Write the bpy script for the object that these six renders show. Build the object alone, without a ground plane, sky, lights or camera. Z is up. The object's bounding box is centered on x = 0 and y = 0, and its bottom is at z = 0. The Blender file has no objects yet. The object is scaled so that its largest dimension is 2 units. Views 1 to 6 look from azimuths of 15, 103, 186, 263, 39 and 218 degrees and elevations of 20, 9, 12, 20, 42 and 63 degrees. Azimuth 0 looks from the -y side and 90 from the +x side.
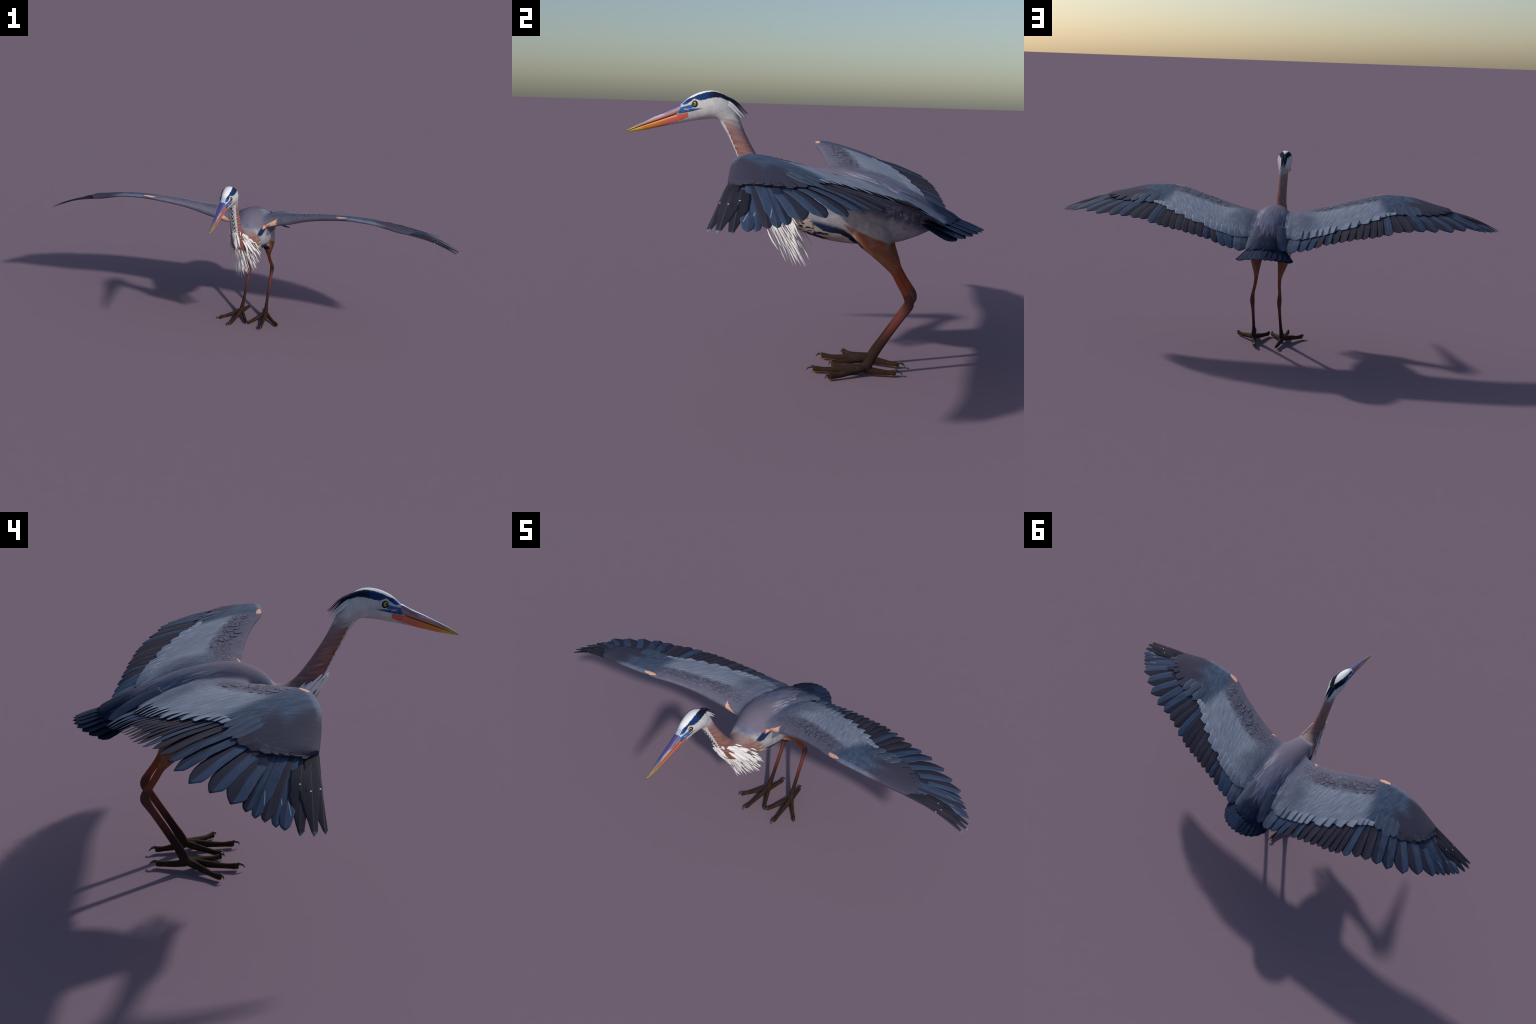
import bpy, bmesh, math, random
import numpy as np
from mathutils import Vector, Matrix

random.seed(7)
rng = np.random.default_rng(7)
V = lambda *a: np.array(a, float)


def unit(a):
    a = np.asarray(a, float)
    return a / (np.linalg.norm(a) + 1e-12)


# ------------------------------------------------------------------ helpers
def spline(pts, n):
    """Catmull-Rom resample of rows of numbers to n rows, evenly in chord length."""
    P = np.array(pts, float)
    ext = np.vstack([2 * P[0] - P[1], P, 2 * P[-1] - P[-2]])
    seg = np.linalg.norm(np.diff(P[:, :3], axis=0), axis=1)
    cum = np.concatenate([[0], np.cumsum(seg)])
    out = []
    for d in np.linspace(0, cum[-1], n):
        i = min(int(np.searchsorted(cum, d, side="right") - 1), len(P) - 2)
        t = (d - cum[i]) / max(seg[i], 1e-9)
        p0, p1, p2, p3 = ext[i:i + 4]
        out.append(0.5 * (2 * p1 + (p2 - p0) * t + (2 * p0 - 5 * p1 + 4 * p2 - p3) * t ** 2 + (3 * p1 - p0 - 3 * p2 + p3) * t ** 3))
    return np.array(out)


def loft(rings, verts, faces, cap=True):
    base = len(verts)
    m = len(rings[0])
    for r in rings:
        verts.extend([tuple(p) for p in r])
    for i in range(len(rings) - 1):
        for j in range(m):
            a = base + i * m + j
            b = base + i * m + (j + 1) % m
            faces.append((a, b, b + m, a + m))
    if cap:
        faces.append(tuple(base + j for j in range(m))[::-1])
        faces.append(tuple(base + (len(rings) - 1) * m + j for j in range(m)))


def tube(path, verts, faces, m=20, side=(1, 0, 0), flat=None):
    """path rows: x y z half_width half_depth; rings perpendicular to the path."""
    P = np.array(path, float)
    rings = []
    for i in range(len(P)):
        t = unit(P[min(i + 1, len(P) - 1), :3] - P[max(i - 1, 0), :3])
        s = unit(np.array(side, float) - t * np.dot(side, t))
        u = np.cross(t, s)
        ang = np.linspace(0, 2 * math.pi, m, endpoint=False)
        rings.append([P[i, :3] + s * P[i, 3] * math.cos(a) + u * P[i, 4] * math.sin(a) for a in ang])
    loft(rings, verts, faces)


def mesh_object(name, verts, faces, mat, parent=None, smooth=True):
    me = bpy.data.meshes.new(name)
    me.from_pydata([tuple(v) for v in verts], [], [tuple(f) for f in faces])
    me.validate()
    bm = bmesh.new()
    bm.from_mesh(me)
    bmesh.ops.recalc_face_normals(bm, faces=bm.faces)
    bm.to_mesh(me)
    bm.free()
    if smooth:
        me.polygons.foreach_set("use_smooth", [True] * len(me.polygons))
    me.materials.append(mat)
    ob = bpy.data.objects.new(name, me)
    bpy.context.scene.collection.objects.link(ob)
    if parent:
        ob.parent = parent
    return ob


# ------------------------------------------------------- node expression kit
class X:
    def __init__(s, nt, v):
        s.nt, s.v = nt, v

    def _m(s, op, *o):
        n = s.nt.nodes.new("ShaderNodeMath")
        n.operation = op
        for i, q in enumerate((s,) + o):
            q = q.v if isinstance(q, X) else q
            if isinstance(q, (int, float)):
                n.inputs[i].default_value = q
            else:
                s.nt.links.new(q, n.inputs[i])
        return X(s.nt, n.outputs[0])

    def __add__(s, o): return s._m("ADD", o)
    def __radd__(s, o): return s._m("ADD", o)
    def __sub__(s, o): return s._m("SUBTRACT", o)
    def __rsub__(s, o): return X(s.nt, float(o))._m("SUBTRACT", s)
    def __mul__(s, o): return s._m("MULTIPLY", o)
    def __rmul__(s, o): return s._m("MULTIPLY", o)
    def __truediv__(s, o): return s._m("DIVIDE", o)
    def __neg__(s): return s._m("MULTIPLY", -1.0)
    def abs(s): return s._m("ABSOLUTE")
    def sin(s): return s._m("SINE")
    def max(s, o): return s._m("MAXIMUM", o)
    def min(s, o): return s._m("MINIMUM", o)
    def pow(s, o): return s._m("POWER", o)
    def sqrt(s): return s._m("SQRT")
    def frac(s): return s._m("FRACT")

    def step(s, a, b):
        """0 below a, 1 above b, smooth between (a may exceed b: reversed)."""
        n = s.nt.nodes.new("ShaderNodeMapRange")
        n.interpolation_type = "SMOOTHSTEP"
        lo, hi, f, t = (a, b, 0.0, 1.0) if a < b else (b, a, 1.0, 0.0)
        s.nt.links.new(s.v, n.inputs[0])
        n.inputs[1].default_value, n.inputs[2].default_value = lo, hi
        n.inputs[3].default_value, n.inputs[4].default_value = f, t
        return X(s.nt, n.outputs[0])

    def band(s, a, b, soft):
        return s.step(a - soft, a + soft) * s.step(b + soft, b - soft)

    def curve(s, pts):
        """piecewise smooth function through (x, y) control points."""
        xs = [p[0] for p in pts]
        ys = [p[1] for p in pts]
        x0, x1, y0, y1 = min(xs), max(xs), min(ys), max(ys)
        if y1 - y0 < 1e-6:
            y1 = y0 + 1e-6
        n = s.nt.nodes.new("ShaderNodeFloatCurve")
        c = n.mapping.curves[0]
        q = [((x - x0) / (x1 - x0), (y - y0) / (y1 - y0)) for x, y in sorted(pts)]
        c.points[0].location, c.points[1].location = q[0], q[-1]
        for p in q[1:-1]:
            c.points.new(*p)
        for p in c.points:
            p.handle_type = "VECTOR"
        n.mapping.update()
        t = ((s - x0) / (x1 - x0)).max(0.0).min(1.0)
        s.nt.links.new(t.v, n.inputs[1])
        return X(s.nt, n.outputs[0]) * (y1 - y0) + y0


class Kit:
    def __init__(s, name, rough=0.75, spec=0.25):
        s.mat = bpy.data.materials.new(name)
        s.mat.use_nodes = True
        s.nt = s.mat.node_tree
        s.bsdf = s.nt.nodes["Principled BSDF"]
        s.bsdf.inputs["Roughness"].default_value = rough
        s.bsdf.inputs["Specular IOR Level"].default_value = spec
        s.tc = s.nt.nodes.new("ShaderNodeTexCoord")
        sep = s.nt.nodes.new("ShaderNodeSeparateXYZ")
        s.nt.links.new(s.tc.outputs["Object"], sep.inputs[0])
        s.x, s.y, s.z = (X(s.nt, o) for o in sep.outputs)
        g = s.nt.nodes.new("ShaderNodeSeparateXYZ")
        s.nt.links.new(s.tc.outputs["Generated"], g.inputs[0])
        s.gx, s.gy, s.gz = (X(s.nt, o) for o in g.outputs)
        s.ax = s.x.abs()
        oi = s.nt.nodes.new("ShaderNodeObjectInfo")
        s.rand = X(s.nt, oi.outputs["Random"])

    def vec(s, x, y, z):
        n = s.nt.nodes.new("ShaderNodeCombineXYZ")
        for i, q in enumerate((x, y, z)):
            if isinstance(q, X):
                s.nt.links.new(q.v, n.inputs[i])
            else:
                n.inputs[i].default_value = q
        return n.outputs[0]

    def noise(s, vec=None, scale=50, detail=3, rough=0.55):
        n = s.nt.nodes.new("ShaderNodeTexNoise")
        s.nt.links.new(vec if vec is not None else s.tc.outputs["Object"], n.inputs["Vector"])
        n.inputs["Scale"].default_value = scale
        n.inputs["Detail"].default_value = detail
        n.inputs["Roughness"].default_value = rough
        return X(s.nt, n.outputs[0])

    def voronoi(s, vec, scale, feature="DISTANCE_TO_EDGE", out="Distance"):
        n = s.nt.nodes.new("ShaderNodeTexVoronoi")
        n.feature = feature
        s.nt.links.new(vec, n.inputs["Vector"])
        n.inputs["Scale"].default_value = scale
        return X(s.nt, n.outputs[out])

    def col(s, c):
        if isinstance(c, tuple):
            n = s.nt.nodes.new("ShaderNodeRGB")
            n.outputs[0].default_value = (*c, 1)
            return n.outputs[0]
        return c

    def mix(s, f, a, b):
        n = s.nt.nodes.new("ShaderNodeMix")
        n.data_type = "RGBA"
        n.clamp_factor = True
        if isinstance(f, X):
            s.nt.links.new(f.v, n.inputs[0])
        else:
            n.inputs[0].default_value = f
        for k, c in ((6, a), (7, b)):
            if isinstance(c, tuple):
                n.inputs[k].default_value = (*c, 1)
            else:
                s.nt.links.new(c, n.inputs[k])
        return n.outputs[2]

    def gain(s, c, f):
        """multiply colour c by scalar X f"""
        n = s.nt.nodes.new("ShaderNodeVectorMath")
        n.operation = "SCALE"
        s.nt.links.new(s.col(c), n.inputs[0])
        s.nt.links.new(f.v, n.inputs[3])
        return n.outputs[0]

    def bump(s, h, dist=0.002, strength=0.6):
        n = s.nt.nodes.new("ShaderNodeBump")
        n.inputs["Strength"].default_value = strength
        n.inputs["Distance"].default_value = dist
        s.nt.links.new(h.v, n.inputs["Height"])
        s.nt.links.new(n.outputs[0], s.bsdf.inputs["Normal"])

    def done(s, c):
        s.nt.links.new(s.col(c), s.bsdf.inputs["Base Color"])
        return s.mat


# ------------------------------------------------------------------ palette
WHITE = (0.80, 0.79, 0.78)
GREYW = (0.50, 0.50, 0.53)
NAVY = (0.010, 0.036, 0.135)
INK = (0.008, 0.012, 0.03)
RUSSET = (0.27, 0.115, 0.10)
MAUVE = (0.165, 0.145, 0.20)
SLATE = (0.13, 0.165, 0.27)
BLUE = (0.075, 0.125, 0.25)
DARKBLUE = (0.011, 0.019, 0.048)
LIGHT = (0.285, 0.315, 0.40)
DARK = (0.045, 0.042, 0.062)
COVERT = (0.062, 0.059, 0.092)
PEACH = (0.80, 0.40, 0.27)
SIDE = (0.37, 0.37, 0.405)
RUFOUS = (0.235, 0.088, 0.050)


# --------------------------------------------------------- body plumage look
def plumage_material():
    k = Kit("body_plumage", 0.85, 0.1)
    x, y, z, ax = k.x, k.y, k.z, k.ax
    n1 = k.noise(scale=45, detail=4) - 0.5
    n2 = k.noise(scale=160, detail=3) - 0.5
    # strands of feathering run backwards and down along the body
    strand = k.noise(k.vec(x * 1.0, y * 0.16 + z * 0.05, z * 1.0), 190, 3) - 0.5
    strand2 = k.noise(k.vec(x * 1.0, y * 0.2, z * 0.7), 90, 3) - 0.5

    # ---- torso
    back = k.mix((y + strand * 0.12).step(0.22, 0.40), MAUVE, DARKBLUE)
    back = k.mix((y + strand * 0.10).step(0.13, 0.24) * (y + strand * 0.1).step(0.40, 0.30), back, (0.12, 0.13, 0.21))
    wisp = k.noise(k.vec(ax - y * 0.10, y * 0.07, z * 0.15), 150, 3)
    back = k.mix(wisp.step(0.46, 0.66) * y.step(0.10, 0.22) * y.step(0.42, 0.33) * 0.8, back, (0.20, 0.19, 0.255))
    back = k.mix(wisp.step(0.46, 0.34) * y.step(0.14, 0.26) * 0.7, back, (0.055, 0.065, 0.125))
    back = k.mix((ax + n1 * 0.02).step(0.055, 0.085) * (z + n1 * 0.02).step(0.545, 0.57) * 0.7, back, (0.125, 0.145, 0.22))
    pale = (ax - (y - 0.16) * 0.08 - 0.056).band(-0.020, 0.018, 0.008) * y.band(0.14, 0.335, 0.03) * k.noise(k.vec(ax - y * 0.08, y * 0.05, z * 0.2), 260, 2).step(0.50, 0.60)
    back = k.mix(pale * 0.75, back, (0.40, 0.40, 0.45))
    shoulder = k.mix((n1 * 0.6 + 0.5).step(0.3, 0.7), (0.17, 0.19, 0.285), (0.135, 0.145, 0.215))
    front = (y + z * 0.35 + n1 * 0.05).step(0.235, 0.17) * (z + n1 * 0.03).step(0.60, 0.565)
    back = k.mix(front, back, shoulder)
    side = k.mix((n1 + 0.5).step(0.35, 0.7), SIDE, (0.275, 0.28, 0.32))
    side = k.mix(((y - 0.33) * 5 + strand2 * 3.0 + (z - 0.43) * 6).step(0.3, 0.6) * 0.85, side, (0.085, 0.10, 0.175))
    toprim = z - (y * -0.28 + 0.575)
    torso = k.mix((toprim + n1 * 0.015).step(-0.055, -0.02), side, back)
    # blue-black shoulder patch, cream and black streaked belly
    lowline = y.curve([(-0.05, 0.455), (0.046, 0.448), (0.11, 0.436), (0.15, 0.425), (0.18, 0.400), (0.21, 0.386), (0.26, 0.37)])
    under = (z - lowline + n1 * 0.012).step(0.010, -0.004)
    stripes = k.noise(k.vec(x * 0.25, y * 0.10 + z * 0.1, z * 1.0), 125, 2, 0.4)
    drift = (k.noise(k.vec(x * 0.4, y * 0.5 + z * 0.3, z * 1.0), 42, 2) - 0.5) * 0.030
    dd = z - lowline + drift
    belly = k.mix(stripes.step(0.49, 0.55), (0.014, 0.013, 0.016), (0.34, 0.30, 0.26))
    belly = k.mix((dd + (stripes - 0.5) * 0.02).band(-0.028, -0.018, 0.002), belly, (0.44, 0.41, 0.36))
    belly = k.mix((dd + (stripes - 0.5) * 0.012).step(-0.019, -0.016), belly, k.mix((y + drift * 2.0).step(0.10, 0.17), (0.014, 0.028, 0.085), (0.010, 0.011, 0.022)))
    wedge_c = (y * 0.55 + (z - 0.44) * 1.0 + drift * 0.8).band(0.020, 0.030, 0.003) * y.step(0.10, 0.07)
    belly = k.mix(wedge_c, belly, (0.46, 0.43, 0.40))
    torso = k.mix(under * y.step(0.25, 0.20), torso, belly)
    patch_d = ((y - 0.035) * 1.0 - (z - 0.518) * 1.6)
    patch = patch_d.band(-0.018, 0.032, 0.006) * (z + n1 * 0.01).band(0.500, 0.534, 0.003) * ax.step(0.050, 0.062)
    torso = k.mix(patch, torso, (0.012, 0.025, 0.075))
    peach = (z - (ax - 0.079) * 0.42 - 0.526 + n2 * 0.012).step(-0.001, 0.0025) * (z - (ax - 0.079) * 0.60 - 0.543 + n2 * 0.012).step(0.002, -0.001) * y.step(0.088, 0.078) * (ax + n2 * 0.01).step(0.073, 0.079)
    torso = k.mix(peach, torso, PEACH)

    # ---- neck: russet with pale slanting streaks, white front with dark chevrons
    s = (y + 0.2) * 0.404 - (z - 0.7) * 0.915
    fn = -((y + 0.2) * 0.915) - (z - 0.7) * 0.404
    slant = k.noise(k.vec(x * 0.6, (s * 1.0 + fn * 0.75) * 1.0, fn * 0.12 - s * 0.1), 95, 3) - 0.5
    russet = k.mix((slant + 0.5).step(0.38, 0.66), (0.235, 0.095, 0.082), (0.31, 0.165, 0.145))
    russet = k.mix((slant + 0.5).step(0.62, 0.74) * 0.5, russet, (0.48, 0.37, 0.36))
    russet = k.mix((s + slant * 0.10).step(0.085, -0.02) * fn.step(0.014, -0.012) * 0.7, russet, (0.25, 0.20, 0.23))
    russet = k.mix(fn.step(-0.014, -0.026) * 0.3, russet, (0.23, 0.17, 0.20))
    saw = (s * 62.0).frac()
    saw = (saw - 0.5).abs() * 0.006
    frontm = (fn + saw - ax * 0.25).step(0.0125, 0.0155) * (s + n2 * 0.02).step(-0.045, -0.03)
    chev = ((s * 48.0 + ax * 420.0 * 0.25 + n1 * 1.4).frac() - 0.5).abs()
    chev = chev.step(0.30, 0.22) * (ax + n2 * 0.004).step(0.0085, 0.0055)
    white_front = k.mix(chev, (0.66, 0.66, 0.67), (0.045, 0.055, 0.085))
    neck = k.mix(frontm, russet, white_front)
    beige = (y + n1 * 0.05).step(-0.085, -0.05) * (z + n1 * 0.03).step(0.515, 0.535) * (y + n1 * 0.03).step(0.005, -0.025)
    neck = k.mix(beige * 0.7, neck, (0.27, 0.235, 0.245))
    # russet runs down the breast sides before the blue-grey shoulder begins
    breast_line = y - z.curve([(0.40, 0.085), (0.45, 0.058), (0.492, 0.030), (0.51, 0.012), (0.533, -0.006), (0.56, -0.028)]) + strand2 * 0.045 + n1 * 0.02
    feathery = k.noise(k.vec(x * 0.9, y * 0.25 + z * 0.25, z * 0.9 - y * 0.4), 110, 2) - 0.5
    hem = breast_line.step(-0.040, -0.012)
    chest = k.mix(hem * (feathery + 0.5).step(0.42, 0.58) * 0.8, neck, (0.27, 0.19, 0.155))
    chest = k.mix((feathery - (z - 0.47) * 3.0).step(0.02, 0.07) * hem.max((z + n1 * 0.02).step(0.470, 0.44)), chest, (0.45, 0.41, 0.36))
    chest = k.mix((feathery + (z - 0.43) * 5.0).step(-0.06, -0.12) * z.step(0.455, 0.43), chest, (0.012, 0.018, 0.045))
    isneck = breast_line.step(0.004, -0.016)
    c = k.mix(isneck, torso, chest)

    # ---- head
    head = k.mix((n1 + 0.5).step(0.35, 0.7), (0.57, 0.56, 0.57), (0.46, 0.455, 0.475))
    upper = y.curve([(-0.365, 0.768), (-0.352, 0.7745), (-0.333, 0.7865), (-0.313, 0.796), (-0.298, 0.803), (-0.276, 0.806), (-0.255, 0.803), (-0.235, 0.797), (-0.20, 0.770)])
    lower = y.curve([(-0.365, 0.766), (-0.345, 0.7675), (-0.333, 0.776), (-0.320, 0.7855), (-0.298, 0.7800), (-0.273, 0.786), (-0.252, 0.7905), (-0.236, 0.789), (-0.213, 0.780), (-0.195, 0.768)])
    jag = k.noise(k.vec(y * 1.0, z * 0.35, ax * 0.2), 240, 2) - 0.5
    # the stripe sits between crown and cheek, judged also by its half width
    rim = y.curve([(-0.365, 0.010), (-0.345, 0.0105), (-0.325, 0.0150), (-0.30, 0.0168), (-0.275, 0.0155), (-0.255, 0.0115), (-0.240, 0.005), (-0.228, 0.0), (-0.19, 0.0)])
    crownm = (ax - rim + jag * 0.006).step(0.0012, -0.0012)
    bandm = (z - lower + jag * 0.005).step(-0.0012, 0.0012)
    navy = k.mix((y + n1 * 0.04).step(-0.285, -0.255), NAVY, INK)
    navy = k.mix(y.step(-0.335, -0.355), navy, (0.022, 0.085, 0.30))
    head = k.mix(bandm * y.step(-0.185, -0.20), head, navy)
    spk = k.noise(scale=420, detail=2)
    crown_c = k.mix(y.step(-0.335, -0.356) * spk.step(0.42, 0.55), (0.85, 0.85, 0.86), (0.16, 0.22, 0.42))
    head = k.mix(crownm * (z - lower).step(0.0, 0.003), head, crown_c)
    head = k.mix(y.step(-0.359, -0.3635) * z.step(0.757, 0.762), head, (0.45, 0.50, 0.68))
    # blue lores in front of and below the eye, running into the gape
    gape = (y + 0.35) * -0.05 + 0.7475
    gl = (z - (y + 0.35) * 0.165 - 0.7475)
    wedge = y.curve([(-0.37, 0.0052), (-0.335, 0.0045), (-0.31, 0.0025), (-0.292, 0.0002)])
    lore1 = (gl.abs() - wedge).step(0.0008, -0.0006) * y.band(-0.37, -0.291, 0.001)
    lore_c = k.mix(n2.step(-0.1, 0.15), (0.022, 0.115, 0.36), (0.02, 0.055, 0.16))
    lore_c = k.mix(y.step(-0.318, -0.300), lore_c, (0.05, 0.08, 0.13))
    head = k.mix(lore1, head, lore_c)
    eye_r = (((y + 0.3165) * (y + 0.3165)) + ((z - 0.7695) * (z - 0.7695))).sqrt()
    lore2 = (z - gl * 0.0 - 0.7605 - (y + 0.338) * 0.25).band(-0.0065, 0.0045, 0.001) * y.band(-0.372, -0.3225, 0.0015)
    head = k.mix(lore2, head, k.mix(n2.step(-0.08, 0.12), (0.025, 0.13, 0.39), (0.045, 0.085, 0.22)))
    patchp = (z - 0.7535).band(-0.003, 0.002, 0.0008) * y.band(-0.352, -0.336, 0.001)
    head = k.mix(patchp, head, (0.42, 0.27, 0.25))
    head = k.mix(eye_r.step(0.0108, 0.0096), head, (0.012, 0.02, 0.035))
    cor = (y + n1 * 0.012).step(-0.337, -0.3405) * gl.step(-0.005, -0.0065) * (z - 0.729 - (y + 0.34) * 0.40 + n2 * 0.004).step(0.0, 0.002)
    head = k.mix(cor, head, (0.62, 0.135, 0.085))
    hb = (s + slant * 0.085 + fn * 0.25).step(-0.050, 0.008)
    hb = hb * (y + n1 * 0.01 - (z - 0.73) * 0.8).step(-0.262, -0.250)
    c = k.mix(hb, head, c)

    # ---- thighs, legs and toes
    wob = n1 * 0.03
    thigh_line = y.curve([(0.15, 0.445), (0.18, 0.432), (0.212, 0.419), (0.24, 0.409), (0.27, 0.400), (0.29, 0.386), (0.31, 0.37)])
    leg = k.mix((n1 + 0.5).step(0.45, 0.75) * 0.7, RUFOUS, (0.26, 0.16, 0.125))
    leg = k.mix((z + wob * 0.4).step(0.325, 0.295), leg, (0.235, 0.057, 0.028))
    leg = k.mix((z + wob * 0.4).step(0.255, 0.238), leg, (0.095, 0.038, 0.035))
    leg = k.mix((z + wob * 0.3).step(0.205, 0.185), leg, (0.135, 0.038, 0.033))
    leg = k.mix((z + wob).step(0.180, 0.085), leg, (0.030, 0.015, 0.012))
    toe = k.mix((n1 + 0.5).step(0.45, 0.75), (0.030, 0.0165, 0.0115), (0.047, 0.028, 0.020))
    toe = k.mix((z + n2 * 0.006).step(0.0062, 0.0035), toe, (0.40, 0.17, 0.045))
    leg = k.mix((z + n1 * 0.02).step(0.055, 0.03), leg, toe)
    c = k.mix((z - thigh_line + n1 * 0.012).step(0.004, -0.006) * (ax.step(0.020, 0.028).max(z.step(0.375, 0.37))) * (y - 0.151 + (z - 0.441) * 0.92 + n1 * 0.012).step(-0.003, 0.003).max(z.step(0.377, 0.372)), c, leg)

    soft = strand * 0.5 + n2 * 0.3
    c = k.gain(c, soft * 0.35 + 1.0)
    k.bump(strand * 0.7 + n2 * 0.5, 0.0018, 0.5)
    return k.done(c)


# ---------------------------------------------------------------- wing look
LE = [(0.05, 0.058, 0.560), (0.09, 0.060, 0.564), (0.138, 0.062, 0.573), (0.20, 0.055, 0.591), (0.264, 0.039, 0.609), (0.357, 0.008, 0.632), (0.420, -0.020, 0.647), (0.449, -0.029, 0.652),
      (0.490, -0.036, 0.656), (0.536, -0.039, 0.655), (0.600, -0.040, 0.649), (0.660, -0.033, 0.633), (0.714, -0.023, 0.616), (0.762, -0.012, 0.606)]
CE = [(0.05, 0.372, 0.492), (0.09, 0.370, 0.495), (0.140, 0.360, 0.503), (0.20, 0.342, 0.515), (0.255, 0.322, 0.528), (0.350, 0.278, 0.552), (0.440, 0.225, 0.576), (0.490, 0.185, 0.590),
      (0.545, 0.164, 0.596), (0.600, 0.160, 0.597), (0.665, 0.138, 0.597), (0.728, 0.112, 0.598), (0.772, 0.065, 0.604), (0.782, 0.020, 0.603)]
HT = [0.020, 0.020, 0.019, 0.019, 0.0185, 0.017, 0.0145, 0.013, 0.012, 0.0115, 0.011, 0.010, 0.008, 0.005]


def wing_material():
    k = Kit("wing_plumage", 0.85, 0.1)
    x, y, z, ax = k.x, k.y, k.z, k.ax
    n1 = k.noise(scale=40, detail=4) - 0.5
    n2 = k.noise(scale=170, detail=3) - 0.5
    le = ax.curve([(p[0], p[1]) for p in LE])
    ce = ax.curve([(p[0], p[1]) for p in CE])
    f = (y - le) / (ce - le).max(0.02)
    streak = k.noise(k.vec((ax + y * 0.35) * 1.0, y * 0.12, 0.0), 150, 3) - 0.5
    # chordwise zones of the arm
    c = k.mix((n1 + 0.5).step(0.3, 0.7), (0.165, 0.15, 0.205), (0.125, 0.125, 0.185))
    c = k.mix((n2 + n1).step(0.30, 0.42) * ax.step(0.30, 0.15) * 0.7, c, (0.36, 0.17, 0.10))
    cell = k.voronoi(k.vec(ax * 1.0, y * 1.0, 0.0), 62)
    cid = k.voronoi(k.vec(ax * 1.0, y * 1.0, 0.0), 62, "F1", "Color")
    tone = k.mix((n1 + 0.5).step(0.3, 0.7), (0.125, 0.113, 0.148), (0.165, 0.17, 0.235))
    scales = k.mix(cell.step(0.10, 0.02) * 0.6, tone, (0.050, 0.048, 0.075))
    zone_s = (f + n1 * 0.08).band(0.10, 0.34, 0.03) * ax.band(0.08, 0.425, 0.02)
    c = k.mix(zone_s, c, scales)
    light = k.mix((streak + 0.5).step(0.36, 0.66), (0.225, 0.255, 0.335), (0.325, 0.355, 0.435))
    c = k.mix((f + n1 * 0.10).step(0.28, 0.42), c, light)
    inner = (ax - f * 0.05 + n1 * 0.06).step(0.19, 0.11)
    mott = k.noise(k.vec(ax + y * 0.3, y * 0.5, z * 0.5), 75, 5) - 0.5
    inn_c = k.mix((mott + 0.5).step(0.30, 0.66), (0.115, 0.135, 0.195), (0.175, 0.195, 0.26))
    inn_c = k.mix((mott * 0.6 + n1 - 0.02).step(0.06, 0.16), inn_c, (0.135, 0.12, 0.135))
    c = k.mix(inner * (f + n1 * 0.1).step(0.15, 0.35) * (f + n1 * 0.25 - ax).step(0.85, 0.40), c, inn_c)
    wisps = k.noise(k.vec((ax + y * 0.35) * 1.0, y * 0.10, 0.3), 320, 2)
    c = k.mix(wisps.step(0.60, 0.72) * (f + n1 * 0.2).band(0.30, 0.62, 0.06) * ax.step(0.12, 0.17) * ax.step(0.47, 0.43) * 0.45, c, (0.42, 0.45, 0.50))
    c = k.mix((ax + n1 * 0.04).step(0.115, 0.085), c, (0.135, 0.150, 0.220))
    # wrist and hand
    blue = k.mix((streak * 0.6 + n1 * 0.5 + 0.5).step(0.30, 0.70), (0.052, 0.076, 0.135), (0.105, 0.140, 0.212))
    c = k.mix((ax - (y - 0.0) * 0.28 + n1 * 0.03).step(0.42, 0.475), c, blue)
    c = k.mix((ax + n1 * 0.05 - (y + 0.04) * 0.75).step(0.55, 0.615).max((ax + n1 * 0.03 - y * 0.35).step(0.53, 0.59) * f.step(0.35, 0.5)), c, COVERT)
    lip = (z - ax.curve([(p[0], p[2]) for p in LE])) - (le - y) * 0.0
    c = k.mix(ax.step(0.475, 0.50) * ax.step(0.67, 0.60) * (f + n1 * 0.09).step(0.085, 0.02) * 0.75, c, (0.18, 0.20, 0.28))
    # bare-looking peach patches at wrist and shoulder
    pe = ((ax - 0.461) / 0.027).pow(2.0) + ((f - 0.012) / 0.036).pow(2.0) + n2 * 1.6 + n1 * 0.8
    pw = pe.step(1.05, 0.80) * (lip + n2 * 0.006).step(-0.0085, -0.006)
    c = k.mix(pw, c, k.mix(n2.step(-0.1, 0.2), PEACH, (0.85, 0.56, 0.42)))
    ps = (z - (ax - 0.079) * 0.42 - 0.526 + n2 * 0.012).step(-0.001, 0.0025) * (z - (ax - 0.079) * 0.60 - 0.543 + n2 * 0.012).step(0.002, -0.001) * y.step(0.088, 0.078) * (ax + n2 * 0.016).step(0.140, 0.135)
    c = k.mix(ps, c, k.mix(n2.step(-0.1, 0.2), PEACH, (0.85, 0.56, 0.42)))
    c = k.gain(c, streak * 0.25 + 1.0)
    k.bump(streak * 0.5 + n2 * 0.4 + cell.step(0.0, 0.14) * zone_s * 0.5, 0.003, 0.55)
    return k.done(c)


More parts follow.
